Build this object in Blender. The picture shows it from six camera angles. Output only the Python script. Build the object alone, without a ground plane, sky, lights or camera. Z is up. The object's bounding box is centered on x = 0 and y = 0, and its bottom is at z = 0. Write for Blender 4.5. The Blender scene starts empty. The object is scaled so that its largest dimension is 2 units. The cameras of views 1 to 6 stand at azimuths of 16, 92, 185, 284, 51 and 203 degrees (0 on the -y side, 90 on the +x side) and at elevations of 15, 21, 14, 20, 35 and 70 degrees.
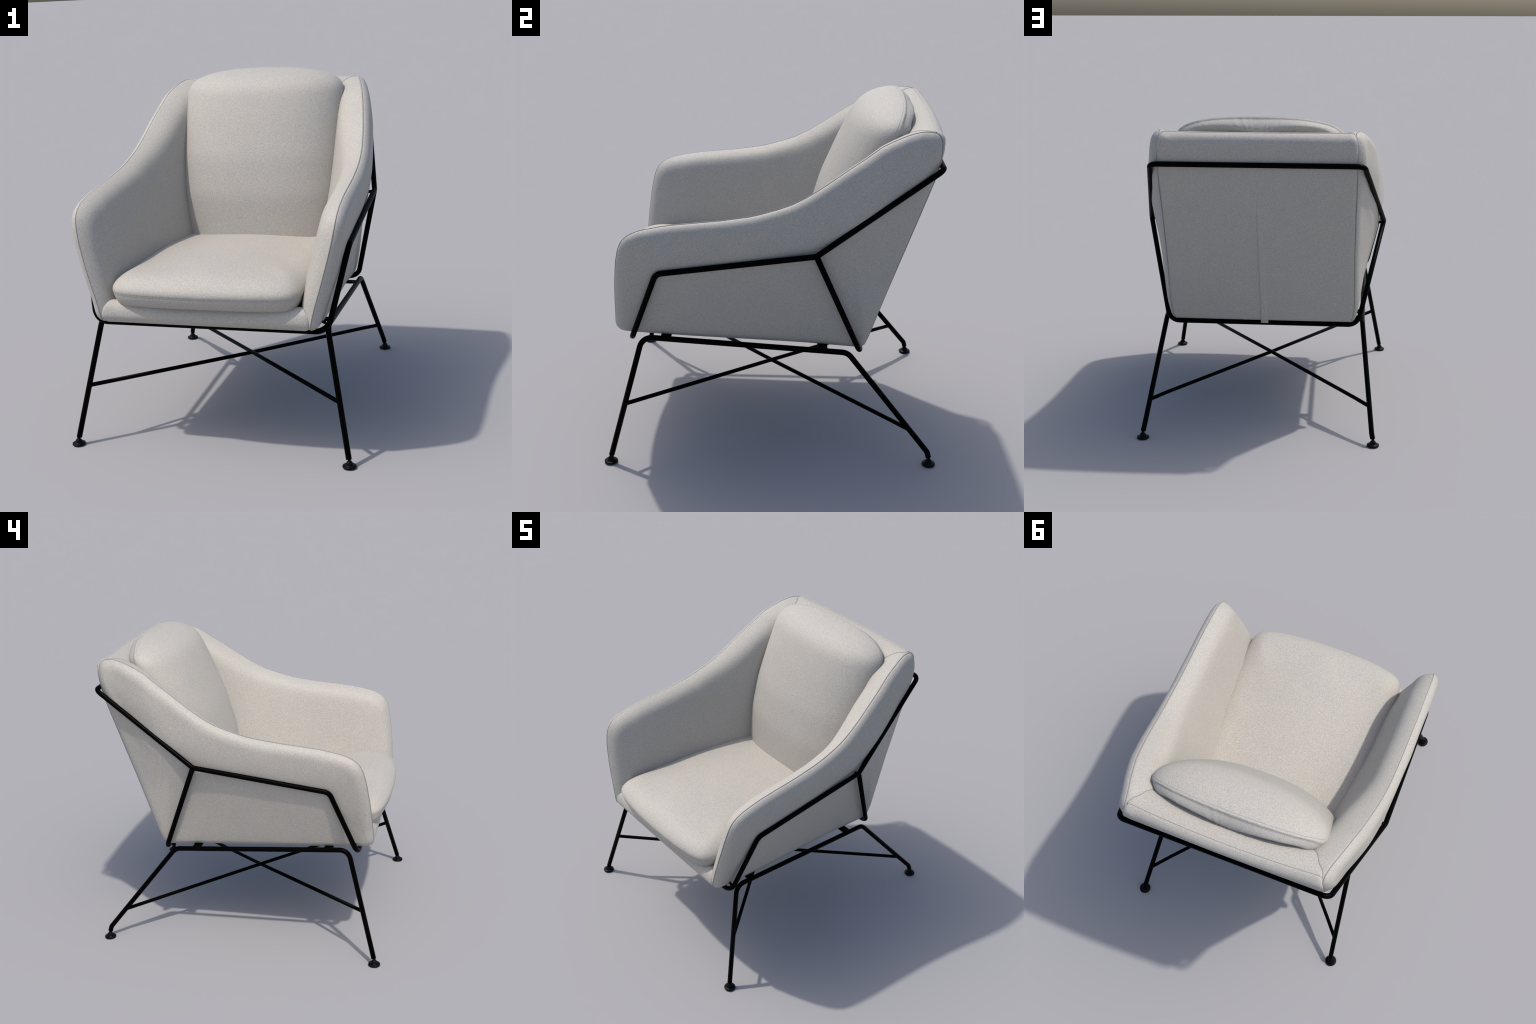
import bpy, bmesh, math
import numpy as np
from mathutils import Vector
from mathutils.bvhtree import BVHTree

# ------------------------------------------------------------------ helpers
def smoothstep(e0, e1, v):
    t = np.clip((v - e0) / (e1 - e0), 0, 1)
    return t * t * (3 - 2 * t)


class ThinPlate:
    """Smooth surface height over a plane through a few control points."""
    def __init__(self, pts):
        p = np.array(pts, float)
        self.c = p[:, :2]
        n = len(p)
        r = np.linalg.norm(self.c[:, None] - self.c[None], axis=2)
        K = np.where(r > 0, r * r * np.log(np.maximum(r, 1e-9)), 0) + np.eye(n) * 2e-3
        P = np.c_[np.ones(n), self.c]
        A = np.block([[K, P], [P.T, np.zeros((3, 3))]])
        self.w = np.linalg.solve(A, np.r_[p[:, 2], 0, 0, 0])

    def __call__(self, a, b):
        q = np.stack([a, b], -1)
        r = np.linalg.norm(q[..., None, :] - self.c, axis=-1)
        K = np.where(r > 0, r * r * np.log(np.maximum(r, 1e-9)), 0)
        n = len(self.c)
        return K @ self.w[:n] + self.w[n] + a * self.w[n + 1] + b * self.w[n + 2]


def resample(pts, n, closed=True):
    p = np.array(pts, float)
    if closed:
        p = np.vstack([p, p[:1]])
    s = np.r_[0, np.cumsum(np.linalg.norm(np.diff(p[:, :2], axis=0), axis=1))]
    t = np.linspace(0, s[-1], n, endpoint=not closed)
    return np.stack([np.interp(t, s, p[:, k]) for k in range(p.shape[1])], 1)


def smooth_ring(v, passes, closed=True):
    v = v.copy()
    for _ in range(passes):
        if closed:
            v = 0.5 * v + 0.25 * (np.roll(v, 1, 0) + np.roll(v, -1, 0))
        else:
            v[1:-1] = 0.5 * v[1:-1] + 0.25 * (v[:-2] + v[2:])
    return v


def make_mesh(name, verts, faces, mat, parent, smooth=True):
    me = bpy.data.meshes.new(name)
    me.from_pydata([tuple(map(float, v)) for v in verts], [], faces)
    me.validate()
    bm = bmesh.new()
    bm.from_mesh(me)
    bmesh.ops.remove_doubles(bm, verts=bm.verts, dist=2e-5)
    bmesh.ops.recalc_face_normals(bm, faces=bm.faces)
    bm.to_mesh(me)
    bm.free()
    me.update()
    if smooth:
        me.polygons.foreach_set("use_smooth", [True] * len(me.polygons))
    me.materials.append(mat)
    ob = bpy.data.objects.new(name, me)
    bpy.context.scene.collection.objects.link(ob)
    ob.parent = parent
    return ob


def shell_from_sections(rows, flip=False, spined=False):
    """rows: list of (n,3) rings from one pole to the other; closes both with a fan."""
    R = len(rows)
    n = len(rows[0])
    verts = np.vstack(rows + [rows[0].mean(0)[None], rows[-1].mean(0)[None]])
    faces = []
    for r in range(R - 1):
        for i in range(n):
            j = (i + 1) % n
            f = (r * n + i, r * n + j, (r + 1) * n + j, (r + 1) * n + i)
            faces.append(f[::-1] if flip else f)
    if spined:      # the last rings already lie folded on a spine: nothing to close
        return verts[:R * n], faces
    a, b = R * n, R * n + 1
    for i in range(n):
        j = (i + 1) % n
        f, g = (a, j, i), (b, (R - 1) * n + i, (R - 1) * n + j)
        faces += [f[::-1], g[::-1]] if flip else [f, g]
    return verts, faces


def pad_rings(outline, centre, base, seam_depth, Ao, Bo, Ai, Bi, phi0,
              inner_field=None, soft=1.3, phi1=math.pi, phi2=None, pillow=None, inner_n=14, round_n=12, groove=0.004):
    """Upholstered pad in a plane (a, b) with depth c growing to the outer face.
    outline (n,2): the seam.  base(a,b): outer face.  Ao/Bo, Ai/Bi: depth and
    in-plane radius of the outer and inner roll of each station.  phi0: where on
    the roll the seam sits.  Returns rings outer pole -> inner pole, seam ring index."""
    P = outline
    n = len(P)
    T = np.roll(P, -2, 0) - np.roll(P, 2, 0)
    N = np.stack([T[:, 1], -T[:, 0]], 1)
    N /= np.linalg.norm(N, axis=1)[:, None]
    if np.sum(N * (P - centre)) < 0:
        N = -N
    D = centre - P
    L = np.linalg.norm(D, axis=1)
    D = D / L[:, None]
    cosang = np.clip(-(D * N).sum(1), 0.5, 1)
    cosang = smooth_ring(cosang, 6)
    s0, c0 = np.sin(phi0), np.cos(phi0)
    edge = base(P[:, 0], P[:, 1]) - Ao * (1 - c0)
    corr = np.where(np.isnan(seam_depth), 0, np.nan_to_num(seam_depth) - edge)
    corr = smooth_ring(corr, 40)

    def at(off):               # off: outward offset, measured square to the outline
        return P - D * (off / cosang)[:, None]

    def decay(off):
        return corr * (1 - smoothstep(.04, .26, -off))

    rows = []
    start = -Bo * s0                                  # offset where the roll begins
    tau0 = np.clip(-start / cosang / L, 0, 0.9)
    for k in range(inner_n):                          # outer face
        w = k / inner_n
        w = 1 - (1 - w) ** 1.5
        tau = 1 - (1 - tau0) * w
        p = P + D * (L * tau)[:, None]
        off = -tau * L * cosang
        rows.append(np.c_[p, base(p[:, 0], p[:, 1]) + decay(off)])
    for k in range(round_n + 1):                      # outer roll up to the seam
        f = phi0 * k / round_n
        off = Bo * (np.sin(f) - s0)
        p = at(off)
        rows.append(np.c_[p, base(p[:, 0], p[:, 1]) + decay(off) - Ao * (1 - c0) * ((1 - np.cos(f)) / (1 - c0)) ** soft])
    seam_row = len(rows) - 1
    depth0 = Ao * (1 - c0)
    if pillow is not None:
        # inner face as one continuous pillow: breaks over the seam, then leans steadily
        # down to the depth wanted on the spine
        a, lam, deep, centre = pillow
        top = rows[seam_row][:, 2]
        D = centre - P
        L = np.linalg.norm(D, axis=1)
        D = D / L[:, None]
        dend = L * smooth_ring(np.clip(-(D * N).sum(1), 0.5, 1), 6)
        lean = (top - a - deep) / dend
        for k in range(1, 41):
            tau = (k / 40) ** 2
            p = P + D * (L * tau)[:, None]
            d = dend * tau
            rows.append(np.c_[p, top - lean * d - a * (1 - np.exp(-d / lam))])
        if groove:
            rows[seam_row] = rows[seam_row].copy()
            rows[seam_row][:, :2] += D * groove
        return rows, seam_row
    phi2 = np.broadcast_to(phi0 if phi2 is None else phi2, (n,))
    s2, c2 = np.sin(phi2), np.cos(phi2)
    for k in range(1, round_n + 1):                   # inner roll, breaking over the seam
        f = phi2 + (phi1 - phi2) * k / round_n
        off = Bi * (np.sin(f) - s2)
        p = at(off)
        rows.append(np.c_[p, base(p[:, 0], p[:, 1]) + decay(off) - depth0 + Ai * (np.cos(f) - c2)])
    s1, c1 = np.sin(phi1), np.cos(phi1)
    depth1 = depth0 + Ai * (c2 - c1)
    mean1 = float(np.mean(depth1))
    off1 = Bi * (s1 - s2)
    tau1 = np.clip(-off1 / cosang / L, 0, 0.9)
    for k in range(inner_n):                          # inner face
        w = (k + 1) / inner_n
        tau = tau1 + (1 - tau1) * w ** 1.6
        p = P + D * (L * tau)[:, None]
        off = -tau * L * cosang
        bl = smoothstep(0, 1, (off1 - off) / (0.10 if inner_field is None else 0.14))
        near = base(p[:, 0], p[:, 1]) + decay(off) - depth1
        if inner_field is not None:                   # keep leaning as the roll ended
            near = near - (off1 - off) * Ai * s1 / (-Bi * c1)
        far = base(p[:, 0], p[:, 1]) - mean1 if inner_field is None else inner_field(p[:, 0], p[:, 1])
        rows.append(np.c_[p, near * (1 - bl) + far * bl])
    if groove:                                        # the seam is sewn in a little
        rows[seam_row] = rows[seam_row].copy()
        rows[seam_row][:, :2] += D * groove
    return rows, seam_row


def sweep(path, radius, seg=14, closed=False, cap=True):
    """Round tube along a polyline (parallel transported frame)."""
    p = np.array(path, float)
    n = len(p)
    if closed:
        t = np.roll(p, -1, 0) - np.roll(p, 1, 0)
    else:
        t = np.gradient(p, axis=0)
    t /= np.linalg.norm(t, axis=1)[:, None]
    ref = np.array([0, 0, 1.0]) if abs(t[0][2]) < 0.9 else np.array([1.0, 0, 0])
    u = np.cross(t[0], ref)
    u /= np.linalg.norm(u)
    rad = np.broadcast_to(radius, (n,))
    rings = []
    ang = np.linspace(0, 2 * math.pi, seg, endpoint=False)
    for i in range(n):
        u = u - t[i] * (u @ t[i])
        u /= np.linalg.norm(u)
        v = np.cross(t[i], u)
        rings.append(p[i] + rad[i] * (np.cos(ang)[:, None] * u + np.sin(ang)[:, None] * v))
    verts = np.vstack(rings)
    faces = []
    m = n if closed else n - 1
    for i in range(m):
        k = (i + 1) % n
        for j in range(seg):
            l = (j + 1) % seg
            faces.append((i * seg + j, i * seg + l, k * seg + l, k * seg + j))
    if not closed and cap:
        faces.append(tuple(range(seg))[::-1])
        faces.append(tuple((n - 1) * seg + j for j in range(seg)))
    return verts, faces


def fillet(pts, radii, steps=10):
    """Polyline with its inner corners rounded to the given radii."""
    p = [np.array(q, float) for q in pts]
    out = [p[0]]
    for i in range(1, len(p) - 1):
        a, b, c = p[i - 1], p[i], p[i + 1]
        d1, d2 = a - b, c - b
        l1, l2 = np.linalg.norm(d1), np.linalg.norm(d2)
        d1, d2 = d1 / l1, d2 / l2
        th = math.acos(max(-1, min(1, d1 @ d2)))
        if math.pi - th < 0.02 or radii[i - 1] <= 0:
            out.append(b)
            continue
        d = min(radii[i - 1] / math.tan(th / 2), 0.48 * l1, 0.48 * l2)
        r = d * math.tan(th / 2)
        bis = d1 + d2
        bis /= np.linalg.norm(bis)
        cen = b + bis * (r / math.sin(th / 2))
        s, e = b + d1 * d - cen, b + d2 * d - cen
        om = math.pi - th
        for k in range(steps + 1):
            w = k / steps
            out.append(cen + (math.sin((1 - w) * om) * s + math.sin(w * om) * e) / math.sin(om))
    out.append(p[-1])
    q = [out[0]]
    for v in out[1:]:
        if np.linalg.norm(v - q[-1]) > 1e-5:
            q.append(v)
    return np.array(q)


def join(parts):
    V, F, o = [], [], 0
    for v, f in parts:
        V.append(np.asarray(v))
        F += [tuple(i + o for i in g) for g in f]
        o += len(v)
    return np.vstack(V), F


def lathe(profile, centre, seg=32):
    V, F = [], []
    ang = np.linspace(0, 2 * math.pi, seg, endpoint=False)
    for r, z in profile:
        V.append(np.c_[centre[0] + r * np.cos(ang), centre[1] + r * np.sin(ang), np.full(seg, z)])
    for i in range(len(profile) - 1):
        for j in range(seg):
            l = (j + 1) % seg
            F.append((i * seg + j, i * seg + l, (i + 1) * seg + l, (i + 1) * seg + j))
    F.append(tuple(range(seg))[::-1])
    F.append(tuple((len(profile) - 1) * seg + j for j in range(seg)))
    return np.vstack(V), F


# ---------------------------------------------------------------- materials
def fabric_material(name, tint=(1, 1, 1), bump=0.55):
    m = bpy.data.materials.new(name)
    m.use_nodes = True
    nt = m.node_tree
    nd, lk = nt.nodes, nt.links
    bs = nd["Principled BSDF"]
    bs.inputs["Roughness"].default_value = 0.6
    bs.inputs["Specular IOR Level"].default_value = 0.5
    bs.inputs["Sheen Weight"].default_value = 0.0
    bs.inputs["Sheen Roughness"].default_value = 0.5
    tc = nd.new("ShaderNodeTexCoord")

    def noise(scale, sx, sy, sz, detail):
        mp = nd.new("ShaderNodeMapping")
        mp.inputs["Scale"].default_value = (sx, sy, sz)
        lk.new(tc.outputs["Object"], mp.inputs["Vector"])
        t = nd.new("ShaderNodeTexNoise")
        t.inputs["Scale"].default_value = scale
        t.inputs["Detail"].default_value = detail
        t.inputs["Roughness"].default_value = 0.6
        lk.new(mp.outputs["Vector"], t.inputs["Vector"])
        return t.outputs["Fac"]

    warp = noise(310, 1.0, 1.0, 0.40, 2)      # threads that run up
    weft = noise(310, 0.45, 0.45, 1.25, 2)    # threads that run across
    blotch = noise(7, 1, 1, 1, 3)

    def math_node(op, a, b):
        k = nd.new("ShaderNodeMath")
        k.operation = op
        for i, v in enumerate((a, b)):
            if isinstance(v, (int, float)):
                k.inputs[i].default_value = v
            else:
                lk.new(v, k.inputs[i])
        return k.outputs[0]

    weave = math_node("MULTIPLY", math_node("ADD", warp, weft), 0.5)
    ramp = nd.new("ShaderNodeValToRGB")
    ramp.color_ramp.elements[0].position = 0.36
    ramp.color_ramp.elements[1].position = 0.64
    base = np.array([0.436, 0.412, 0.371]) * np.array(tint)
    ramp.color_ramp.elements[0].color = (*(base * 0.76), 1)
    ramp.color_ramp.elements[1].color = (*(base * 1.21), 1)
    lk.new(weave, ramp.inputs["Fac"])
    tone = nd.new("ShaderNodeMix")
    tone.data_type = "RGBA"
    tone.blend_type = "MULTIPLY"
    tone.inputs["Factor"].default_value = 1.0
    r2 = nd.new("ShaderNodeValToRGB")
    r2.color_ramp.elements[0].position = 0.3
    r2.color_ramp.elements[1].position = 0.7
    r2.color_ramp.elements[0].color = (0.965, 0.97, 0.98, 1)
    r2.color_ramp.elements[1].color = (1.0, 0.99, 0.965, 1)
    lk.new(blotch, r2.inputs["Fac"])
    lk.new(ramp.outputs["Color"], tone.inputs["A"])
    lk.new(r2.outputs["Color"], tone.inputs["B"])
    lk.new(tone.outputs["Result"], bs.inputs["Base Color"])
    bp = nd.new("ShaderNodeBump")
    bp.inputs["Strength"].default_value = bump
    bp.inputs["Distance"].default_value = 0.004
    lk.new(weave, bp.inputs["Height"])
    lk.new(bp.outputs["Normal"], bs.inputs["Normal"])
    return m


def plain_material(name, col, rough, spec=0.5):
    m = bpy.data.materials.new(name)
    m.use_nodes = True
    nt = m.node_tree
    bs = nt.nodes["Principled BSDF"]
    bs.inputs["Specular IOR Level"].default_value = spec
    tc = nt.nodes.new("ShaderNodeTexCoord")
    t = nt.nodes.new("ShaderNodeTexNoise")
    t.inputs["Scale"].default_value = 60
    nt.links.new(tc.outputs["Object"], t.inputs["Vector"])
    r = nt.nodes.new("ShaderNodeValToRGB")
    r.color_ramp.elements[0].color = (*[c * 0.85 for c in col], 1)
    r.color_ramp.elements[1].color = (*[c * 1.15 for c in col], 1)
    nt.links.new(t.outputs["Fac"], r.inputs["Fac"])
    nt.links.new(r.outputs["Color"], bs.inputs["Base Color"])
    q = nt.nodes.new("ShaderNodeMapRange")
    q.inputs["To Min"].default_value = rough - 0.05
    q.inputs["To Max"].default_value = rough + 0.05
    nt.links.new(t.outputs["Fac"], q.inputs["Value"])
    nt.links.new(q.outputs["Result"], bs.inputs["Roughness"])
    return m


FABRIC = fabric_material("cream_weave")
GROOVE_SHADE = plain_material("seam_groove_shade", (0.27, 0.264, 0.253), 0.9, 0.1)  # cream darkened to grey: draws the shadow inside the sewn seam groove
SOFT_CORD = fabric_material("cream_welt", tint=(0.94, 0.94, 0.94), bump=0.2)
METAL = plain_material("black_powder_coat", (0.0006, 0.0006, 0.0007), 0.35, 0.03)
RUBBER = plain_material("black_rubber", (0.002, 0.002, 0.0024), 0.45, 0.10)

# --------------------------------------------------------------------- chair
root = bpy.data.objects.new("armchair", None)
bpy.context.scene.collection.objects.link(root)
root["label"] = "cream upholstered lounge armchair on a black tubular steel frame"
root["category"] = "armchair"

# ---- seam of one side: (y, z, x) from the top back corner, over the arm, down the front
ARM_SEAM = [
    (.826, 1.920, .574), (.765, 1.925, .592), (.695, 1.911, .613), (.620, 1.883, .632), (.550, 1.852, .650),
    (.480, 1.800, .664), (.380, 1.734, .681), (.270, 1.655, .699), (.180, 1.596, .710), (.100, 1.553, .716),
    (.030, 1.527, .721), (-.060, 1.499, .724), (-.130, 1.481, .726), (-.280, 1.457, .729), (-.420, 1.441, .731),
    (-.550, 1.426, .732), (-.630, 1.411, .732), (-.720, 1.390, .731), (-.778, 1.362, .730), (-.812, 1.328, .727),
    (-.832, 1.282, .720), (-.850, 1.200, .705), (-.868, 1.050, .667), (-.877, .920, .631), (-.883, .790, .593)]
FRONT_FOOT = [(-.880, .768, np.nan), (-.868, .750, np.nan), (-.845, .739, np.nan)]
BOTTOM = [(-.40, .712, np.nan), (.10, .684, np.nan), (.505, .660, np.nan)]
BACK_SEAM = [(.520, .681, .590), (.673, 1.153, .587), (.775, 1.458, .590), (.843, 1.668, .595),
             (.868, 1.780, .593), (.871, 1.850, .590), (.862, 1.895, .584), (.845, 1.913, .578)]

# ---- widest outer face of a side as a smooth field x(y, z)
side_face = ThinPlate([
    (-.86, .80, .645), (-.85, 1.05, .717), (-.80, 1.28, .775), (-.60, .72, .622), (-.62, 1.00, .708),
    (-.63, 1.156, .748), (-.62, 1.30, .780), (-.60, 1.42, .783), (-.20, .70, .605), (-.20, 1.00, .690),
    (-.20, 1.22, .752), (-.20, 1.36, .779), (-.20, 1.46, .780), (.20, .68, .590), (.20, 1.00, .672),
    (.20, 1.27, .738), (.20, 1.45, .764), (.20, 1.60, .764), (.50, .675, .588), (.48, 1.00, .640),
    (.48, 1.40, .708), (.50, 1.65, .727), (.50, 1.81, .716), (.66, 1.15, .603), (.70, 1.45, .634),
    (.70, 1.70, .668), (.70, 1.90, .662), (.835, 1.67, .620), (.84, 1.80, .632), (.82, 1.91, .628)])

# ---- how far in the padded inner face has come beside the seat cushion: y -> x
SEAT_SIDE_Y = [-.80, -.62, -.50, -.25, .0, .24, .42]
SEAT_SIDE_X = [.520, .512, .500, .485, .450, .415, .395]

N_SIDE = 420
side_raw = ARM_SEAM + FRONT_FOOT + BOTTOM + BACK_SEAM
raw = np.array(side_raw)
# tag every control station: 0 arm and front, 1 bottom, 2 back
tag = np.r_[np.zeros(len(ARM_SEAM)), np.ones(len(FRONT_FOOT) + len(BOTTOM)), np.full(len(BACK_SEAM), 2)]
known = np.where(np.isnan(raw[:, 2]), -1.0, raw[:, 2])
st = resample(np.c_[raw[:, :2], known, tag], N_SIDE)
has_x = st[:, 2] > 0.55
seam_x = np.where(has_x, st[:, 2], np.nan)
tags = np.round(st[:, 3])
outline = smooth_ring(st[:, :2], 3)
Z0, Z1, Z2 = (tags == 0).astype(float), (tags == 1).astype(float), (tags == 2).astype(float)
Z0[-2:] = 0
wgt = [smooth_ring(z, 40) for z in (Z0, Z1, Z2)]
tot = sum(wgt)
mixw = lambda a, b, c: (wgt[0] * a + wgt[1] * b + wgt[2] * c) / tot
PHI = math.radians(72)


def spine(pts, a, b, passes=30):
    """Foot of every outline point on a straight spine, evenly spread."""
    a, b = np.array(a), np.array(b)
    t = np.clip(((pts - a) @ (b - a)) / ((b - a) @ (b - a)), 0, 1)
    t = smooth_ring(t, passes)
    return a + t[:, None] * (b - a)


def side_rows():
    y = outline[:, 0]
    sp = spine(outline, (-.62, .93), (.42, .97))
    a = .090 + .055 * smoothstep(.0, .42, y) - .02 * smoothstep(-.6, -.85, y)
    lam = .024 - .009 * smoothstep(.40, .80, y)
    bottom = wgt[1] / tot
    a, lam = a * (1 - .35 * bottom), lam
    rows, k = pad_rings(outline, spine(outline, (-.58, 1.04), (.42, 1.26)), side_face, seam_x, Ao=smooth_ring(mixw(.070, .050, .026 + .030 * smoothstep(1.50, 1.84, outline[:, 1])), 60),
                        Bo=smooth_ring(mixw(.085, .045, .060 + .030 * smoothstep(1.50, 1.84, outline[:, 1])), 60),
                        Ai=.1, Bi=.1, phi0=PHI, inner_n=26, round_n=14,
                        pillow=(a, lam, np.interp(sp[:, 0], SEAT_SIDE_Y, SEAT_SIDE_X), sp), groove=.003)
    return [np.c_[r[:, 2], r[:, 0], r[:, 1]] for r in rows], k


s_rows, s_k = side_rows()
on_seam = (tags != 1) | (outline[:, 0] < -.862)
seam_sel = np.where(on_seam)[0]
seam_start = int(seam_sel[np.argmax(np.diff(np.r_[seam_sel[-1] - N_SIDE, seam_sel]) > 3)])
order = (np.arange(N_SIDE) + seam_start) % N_SIDE
order = order[on_seam[order]]

def meeting_line(rows, keep, tree):
    """Where the rolled edge of one pad (rows of points running towards x = +) dives into another."""
    out = []
    for r in rows:
        q = r[keep(r)]
        q = q[np.argsort(q[:, 0])]
        last = None
        for p in q:
            loc, nor, _, _ = tree.find_nearest(Vector(p))
            d = (Vector(p) - loc).dot(nor)
            if d < 0 and last is not None and last[1] > 0:
                w = last[1] / (last[1] - d)
                out.append(last[0] + (p - last[0]) * w)
                break
            last = (p, d)
    return np.array(out)


side_tree = None
for sgn in (1, -1):
    rows = [r * np.array([sgn, 1, 1]) for r in s_rows]
    v, f = shell_from_sections(rows, flip=(sgn < 0), spined=True)
    side = make_mesh("side_panel", v, f, FABRIC, root)
    if sgn > 0:
        side_tree = BVHTree.FromPolygons([Vector(q.co) for q in side.data.vertices],
                                         [tuple(g.vertices) for g in side.data.polygons])
    cen = np.array([0, .05, 1.15])
    path = s_rows[s_k][order]
    push = path - cen - (path - cen) * np.array([1, 0, 0])
    path = (path + .0018 * push / np.linalg.norm(push, axis=1)[:, None]) * np.array([sgn, 1, 1])
    cords = [sweep(path, 0.0026, 8)]
    sv, sf = join(cords)
    make_mesh("side_seam", sv, sf, GROOVE_SHADE, side)

# ------------------------------------------------------------------ backrest
zs = np.array([.62, .681, 1.153, 1.458, 1.668, 1.75, 1.82, 1.87, 1.90, 1.93])
ys = np.array([.500, .522, .682, .784, .852, .872, .884, .886, .884, .878])


def back_face(x, z):
    bow = .004 + .020 * smoothstep(1.78, 1.92, z)
    return np.interp(z, zs, ys) + bow * (1 - (x / .58) ** 2)


half = [(.574, 1.921), (.584, 1.895), (.591, 1.86), (.595, 1.78), (.595, 1.668), (.590, 1.458), (.587, 1.153),
        (.590, .700), (.582, .676), (.560, .668)]
back_raw = [(x, z) for x, z in half] + [(-x, z) for x, z in half[::-1]]
bo = smooth_ring(resample(back_raw, 400), 2)
top = (bo[:, 1] > 1.905).astype(float)
top = smooth_ring(top, 5)
rows, k = pad_rings(bo, np.array([0, 1.35]), back_face, np.full(400, np.nan),
                    Ao=.018 + .058 * top, Bo=.035 + .05 * top, Ai=np.full(400, .150), Bi=.060 * np.ones(400), phi2=math.radians(92),
                    phi0=PHI, inner_n=16, round_n=12)
v, f = shell_from_sections([np.c_[r[:, 0], r[:, 2], r[:, 1]] for r in rows], flip=True)
backrest = make_mesh("backrest_panel", v, f, FABRIC, root)
back_line = meeting_line([np.c_[r[:, 0], r[:, 2], r[:, 1]] for r in rows[k:k + 13]],
                         lambda r: (r[:, 0] > .25) & (r[:, 0] < .62) & (r[:, 2] > 1.78), side_tree)
tp = np.array([(r0, r2, r1) for r0, r1, r2 in rows[k] if r1 > 1.912])
tp = tp[np.argsort(tp[:, 0])]
make_mesh("backrest_seam", *sweep(tp + np.array([0, 0, .001]), .0026, 8), SOFT_CORD, backrest)

# folded welt down the middle of the back, ending in a little tab below
V, F = [], []
zz = np.linspace(1.64, .668, 70)
prof = [(-.004, -.006), (-.002, .35), (.003, .95), (.010, 1.0), (.018, .80), (.030, .40), (.040, .12), (.046, -.006)]
for i, z in enumerate(zz):
    w = smoothstep(1.64, 1.15, np.array(z))
    for a, h in prof:
        hh = h * .0072 * float(w) if h > 0 else -.006
        V.append((-(a * (0.35 + 0.65 * float(w))) + .010, back_face(0.0, max(z, .668)) + hh - .0005, z))
m = len(prof)
for i in range(len(zz) - 1):
    for j in range(m - 1):
        F.append((i * m + j, (i + 1) * m + j, (i + 1) * m + j + 1, i * m + j + 1))
F.append(tuple(range((len(zz) - 1) * m, len(zz) * m)))
make_mesh("back_fold", V, F, FABRIC, backrest)
tabv, tabf = sweep(fillet([(-.016, .508, .690), (-.016, .516, .652)], []), .007, 10)
tabv = np.array(tabv)
tabv[:, 0] = (tabv[:, 0] + .016) * 3.6 - .012
make_mesh("back_tab", tabv, tabf, FABRIC, backrest)

# -------------------------------------------------------- seat base and front lip
def base_face(x, y):        # outer face looks down: depth = -z
    return -(.737 - .058 * (y + .83)) + 0 * x


seat_raw = [(-.593, -.882), (-.3, -.885), (0, -.886), (.3, -.885), (.593, -.882), (.586, -.80), (.570, .0), (.560, .46),
            (.54, .495), (-.54, .495), (-.560, .46), (-.570, .0), (-.586, -.80)]
so = smooth_ring(resample(seat_raw, 360), 1)
front = smooth_ring((so[:, 1] < -.84).astype(float), 4)
rows, k = pad_rings(so, np.array([0, -.2]), base_face, np.full(360, np.nan),
                    Ao=.012 + .050 * front, Bo=.015 + .045 * front, Ai=np.full(360, .085), Bi=.030 + .030 * front, phi2=math.radians(90),
                    phi0=PHI, inner_n=10, round_n=12, groove=0)
v, f = shell_from_sections([np.c_[r[:, 0], r[:, 1], -r[:, 2]] for r in rows], flip=True)
seat_base = make_mesh("seat_base", v, f, FABRIC, root)
front_line = meeting_line([np.c_[r[:, 0], r[:, 1], -r[:, 2]] for r in rows[k - 6:k + 13]],
                          lambda r: (r[:, 0] > .25) & (r[:, 0] < .62) & (r[:, 1] < -.72), side_tree)

for sgn in (1, -1):
    S = np.array([sgn, 1, 1])
    if len(front_line) > 3:
        make_mesh("front_mitre_seam", *sweep(front_line * S, .0020, 8), GROOVE_SHADE, seat_base)
    if len(back_line) > 3:
        make_mesh("back_mitre_seam", *sweep(back_line * S, .0024, 8), GROOVE_SHADE, backrest)

# ------------------------------------------------------------------ seat cushion
seat_top = ThinPlate([
    (0, -.93, .985), (0, -.80, 1.030), (0, -.60, 1.046), (0, -.25, 1.038), (0, .1, 1.01), (0, .4, .98),
    (.40, -.90, .975), (.42, -.75, 1.010), (.42, -.60, 1.016), (.42, -.42, 1.009), (.42, -.25, 1.005), (.42, .1, .985),
    (-.40, -.90, .975), (-.42, -.75, 1.010), (-.42, -.60, 1.016), (-.42, -.42, 1.009), (-.42, -.25, 1.005),
    (-.42, .1, .985), (.54, -.5, 1.0), (-.54, -.5, 1.0), (.52, .4, .965), (-.52, .4, .965)])
rightside = [(.0, -.945), (.15, -.943), (.30, -.932), (.41, -.915), (.48, -.894), (.518, -.862), (.535, -.815),
             (.540, -.74), (.540, -.5), (.535, 0), (.525, .4), (.49, .45), (0, .46)]
ring = rightside[:-1] + [(0, .46)] + [(-x, y) for x, y in rightside[1:-1]][::-1]
co = smooth_ring(resample(ring, 320), 4)
PC = math.radians(103)
seam_z = np.full(320, .918) - .02 * smoothstep(-.3, .4, co[:, 1])
seam_z = np.where(True, seam_z, np.nan)
rows, k = pad_rings(co, np.array([0, -.3]), seat_top, seam_z, Ao=np.full(320, .060), Bo=np.full(320, .135), soft=1.1,
                    Ai=np.full(320, .120), Bi=np.full(320, .075), phi0=PC, inner_n=16, round_n=16, groove=.0015)
v, f = shell_from_sections([np.c_[r[:, 0], r[:, 1], r[:, 2]] for r in rows])
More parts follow.
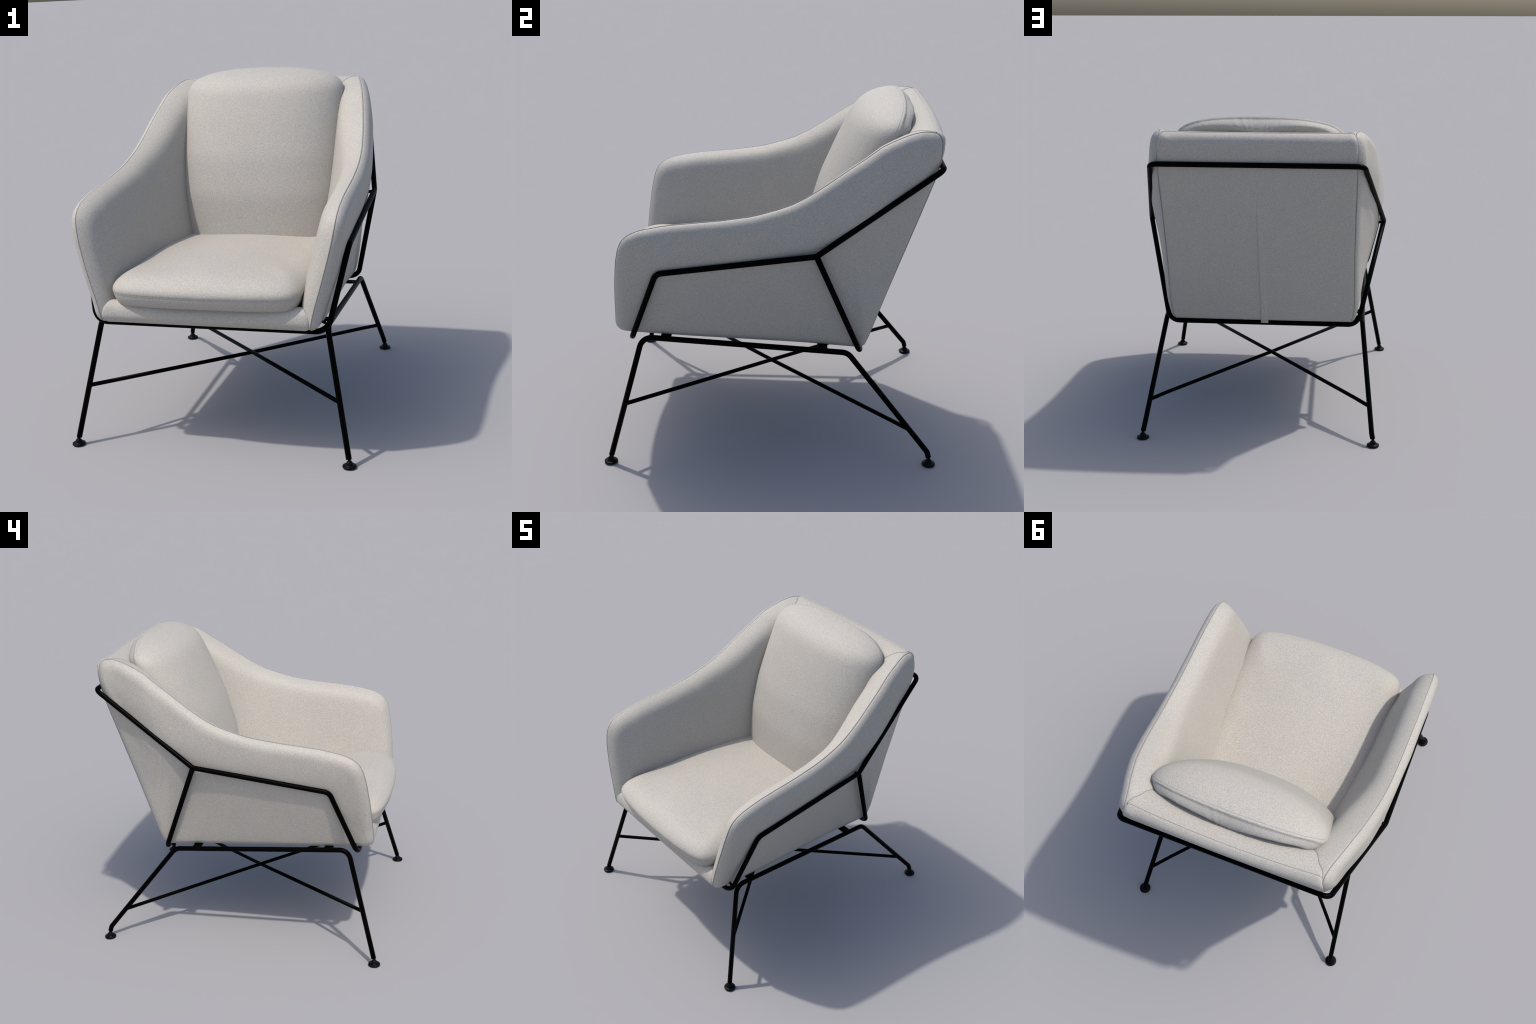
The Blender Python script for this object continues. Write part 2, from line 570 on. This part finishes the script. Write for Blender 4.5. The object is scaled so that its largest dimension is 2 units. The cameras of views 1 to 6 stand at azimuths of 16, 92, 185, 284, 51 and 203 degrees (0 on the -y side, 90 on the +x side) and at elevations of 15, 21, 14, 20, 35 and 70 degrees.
seat_cushion = make_mesh("seat_cushion", v, f, FABRIC, root)
make_mesh("seat_cushion_seam", *sweep(rows[k], .0024, 8, closed=True), SOFT_CORD, seat_cushion)

# ------------------------------------------------------------------ back cushion
HW, TOP, BZ = .521, 2.000, .165            # half width, crest height, depth of the top roll
fz = np.array([.70, .98, 1.24, 1.475, 1.71, 1.84, 1.92, 2.05])
fy = np.array([.154, .154, .183, .246, .342, .402, .446, .520])
cz = np.linspace(.7, 2.05, 220)
cyy = smooth_ring(np.interp(cz, fz, fy), 60, closed=False)


def cushion_front(x, z):
    """Domed front of the cushion: a leaning profile that falls back to a round edge."""
    qx, qz = np.abs(x) / HW, np.maximum(0, (z - (TOP - BZ)) / BZ)
    q2 = np.clip(qx ** 2.3 + qz ** 3.0, 1e-9, 1)
    drop = (.205 * qx ** 2.3 + .217 * qz ** 3.0) / (qx ** 2.3 + qz ** 3.0 + 1e-9)
    return np.interp(z, cz, cyy) + drop * (1 - np.sqrt(1 - q2))


edge = [(HW * math.sin(a) ** (2 / 2.3), TOP - BZ + BZ * math.cos(a) ** (2 / 3.0)) for a in np.linspace(0, math.pi / 2 - 1e-6, 60)]
edge += [(HW, z) for z in np.linspace(1.81, .88, 30)] + [(.505, .845), (.49, .825), (.45, .82)]
edge += [(x, .82) for x in np.linspace(.42, 0, 14)]
NB = 360
po = resample(edge[:-1] + [edge[-1]] + [(-x, z) for x, z in edge[1:-1]][::-1], NB)
sp = spine(po, (0, 1.03), (0, 1.80), 16)
rows = []
for kk in range(34):                                   # domed front, out to the crest
    r = math.sin(math.pi / 2 * kk / 33)
    p = sp + (po - sp) * r
    rows.append(np.c_[p[:, 0], cushion_front(p[:, 0], p[:, 1]), p[:, 1]])
crest_y = rows[-1][:, 1]
seam_y = np.interp(po[:, 1], [.82, 1.3, 1.6, 1.86, 1.98], [.40, .49, .575, .655, .688])
back_roll = smooth_ring(np.maximum((seam_y - crest_y) / .624, .02), 6)
Dn = sp - po
Dn /= np.linalg.norm(Dn, axis=1)[:, None]
for kk in range(1, 15):                                # rolls over to the seam and the flat back
    f = math.pi / 2 * kk / 14
    p = po + Dn * (.075 * (1 - math.cos(f)))
    late = max(0, kk - 6) / 8
    y = crest_y + back_roll * .624 * min(1, math.sin(f) / .624) + .046 * math.sin(late * math.pi / 2)
    rows.append(np.c_[p[:, 0], y, p[:, 1]])
for r in rows[34:]:                                    # stays clear of the backrest
    r[:, 1] = np.minimum(r[:, 1], np.interp(r[:, 2], zs, ys) - .075)
q0 = rows[-1]
yb = lambda z: np.minimum(np.interp(z, [.82, 1.3, 1.6, 1.86, 1.98], [.46, .57, .655, .730, .748]), np.interp(z, zs, ys) - .07)
for kk in range(1, 13):
    p = q0[:, [0, 2]] + (sp - q0[:, [0, 2]]) * (kk / 12)
    w = smoothstep(0, .6, kk / 12)
    rows.append(np.c_[p[:, 0], q0[:, 1] * (1 - w) + yb(p[:, 1]) * w, p[:, 1]])
seam = rows[k].copy()
rows[k][:, [0, 2]] += Dn * .0008
v, f = shell_from_sections(rows, spined=True)
back_cushion = make_mesh("back_cushion", v, f, FABRIC, root)
make_mesh("back_cushion_seam", *sweep(seam + np.c_[Dn[:, 0], 0 * Dn[:, 0], Dn[:, 1]] * .001, .0020, 8, closed=True),
          SOFT_CORD, back_cushion)

# ------------------------------------------------------------------ cradle of steel tube
RT = .0160
mid = (.770, .228, 1.283)
cradle = [(0, -.787, .718), (.668, -.787, .718), (.763, -.627, 1.157), mid, (.634, .882, 1.733)]
loop = [cradle[0]] + cradle[1:] + [(-x, y, z) for x, y, z in cradle[1:][::-1]] + [cradle[0]]
frame = fillet(loop, [.085, .055, .05, .045, .045, .05, .055, .085], 12)[:-1]
cradle_ob = make_mesh("cradle_tube", *sweep(frame, RT, 18, closed=True), METAL, root)

rear = [(.768, .232, 1.276), (.612, .497, .649), (-.612, .497, .649), (-.768, .232, 1.276)]
make_mesh("rear_strut", *sweep(fillet(rear, [.08, .08], 12), RT, 18), METAL, cradle_ob)

for sgn in (1, -1):
    make_mesh("cradle_peg", *sweep([(.70 * sgn, .226, 1.262), (.766 * sgn, .228, 1.278)], .009, 12), METAL, cradle_ob)
    make_mesh("cradle_peg", *sweep([(.600 * sgn, -.76, .775), (.655 * sgn, -.772, .765)], .008, 12), METAL, cradle_ob)

# ------------------------------------------------------------------ legs
FEET = {"front": (.792, -.907), "rear": (.721, .913)}
foot_prof = [(.034, 0.0), (.0375, .002), (.0385, .006), (.0375, .010), (.033, .0125), (.0205, .0135), (.0195, .020),
             (.0175, .027), (.0135, .033), (.0085, .036), (.0080, .055)]
for sgn in (1, -1):
    S = np.array([sgn, 1, 1])
    leg = np.array([(.7885, -.9035, .044), (.655, -.727, .731), (.6415, .425, .662), (.712, .902, .078), (.719, .911, .046)]) * S
    legs = make_mesh("leg_frame", *sweep(fillet(leg, [.07, .075, .018], 12), RT, 18), METAL, root)
    for kname, (fx, fyy) in FEET.items():
        v, f = lathe(foot_prof, (fx * sgn, fyy))
        make_mesh("foot_glide", v, f, RUBBER, legs)

for sgn in (1, -1):
    S = np.array([sgn, 1, 1])
    dz = .005 * sgn
    b = [(-.719, -.823, .340), (0, -.004, .274 - dz), (.600, .680, .222), (.690, .786, .212)]
    make_mesh("cross_brace", *sweep(fillet(np.array(b) * S, [.5, .3], 8), .0122, 14), METAL, root)

# plates that carry the seat, from rail to rail
for yy, zc in ((-.597, .7255), (.283, .6745)):
    w, t, hx = .029, .006, .650
    tilt = -.058
    V, F = [], []
    bev = .003
    sec = [(-w, -t + bev), (-w + bev, -t), (w - bev, -t), (w, -t + bev), (w, t - bev), (w - bev, t), (-w + bev, t), (-w, t - bev)]
    for x in (-hx, hx):
        for dy, dzz in sec:
            V.append((x, yy + dy, zc + dzz + tilt * dy))
    for j in range(8):
        l = (j + 1) % 8
        F.append((j, l, 8 + l, 8 + j))
    F += [tuple(range(8))[::-1], tuple(range(8, 16))]
    make_mesh("mount_plate", V, F, METAL, root, smooth=False)
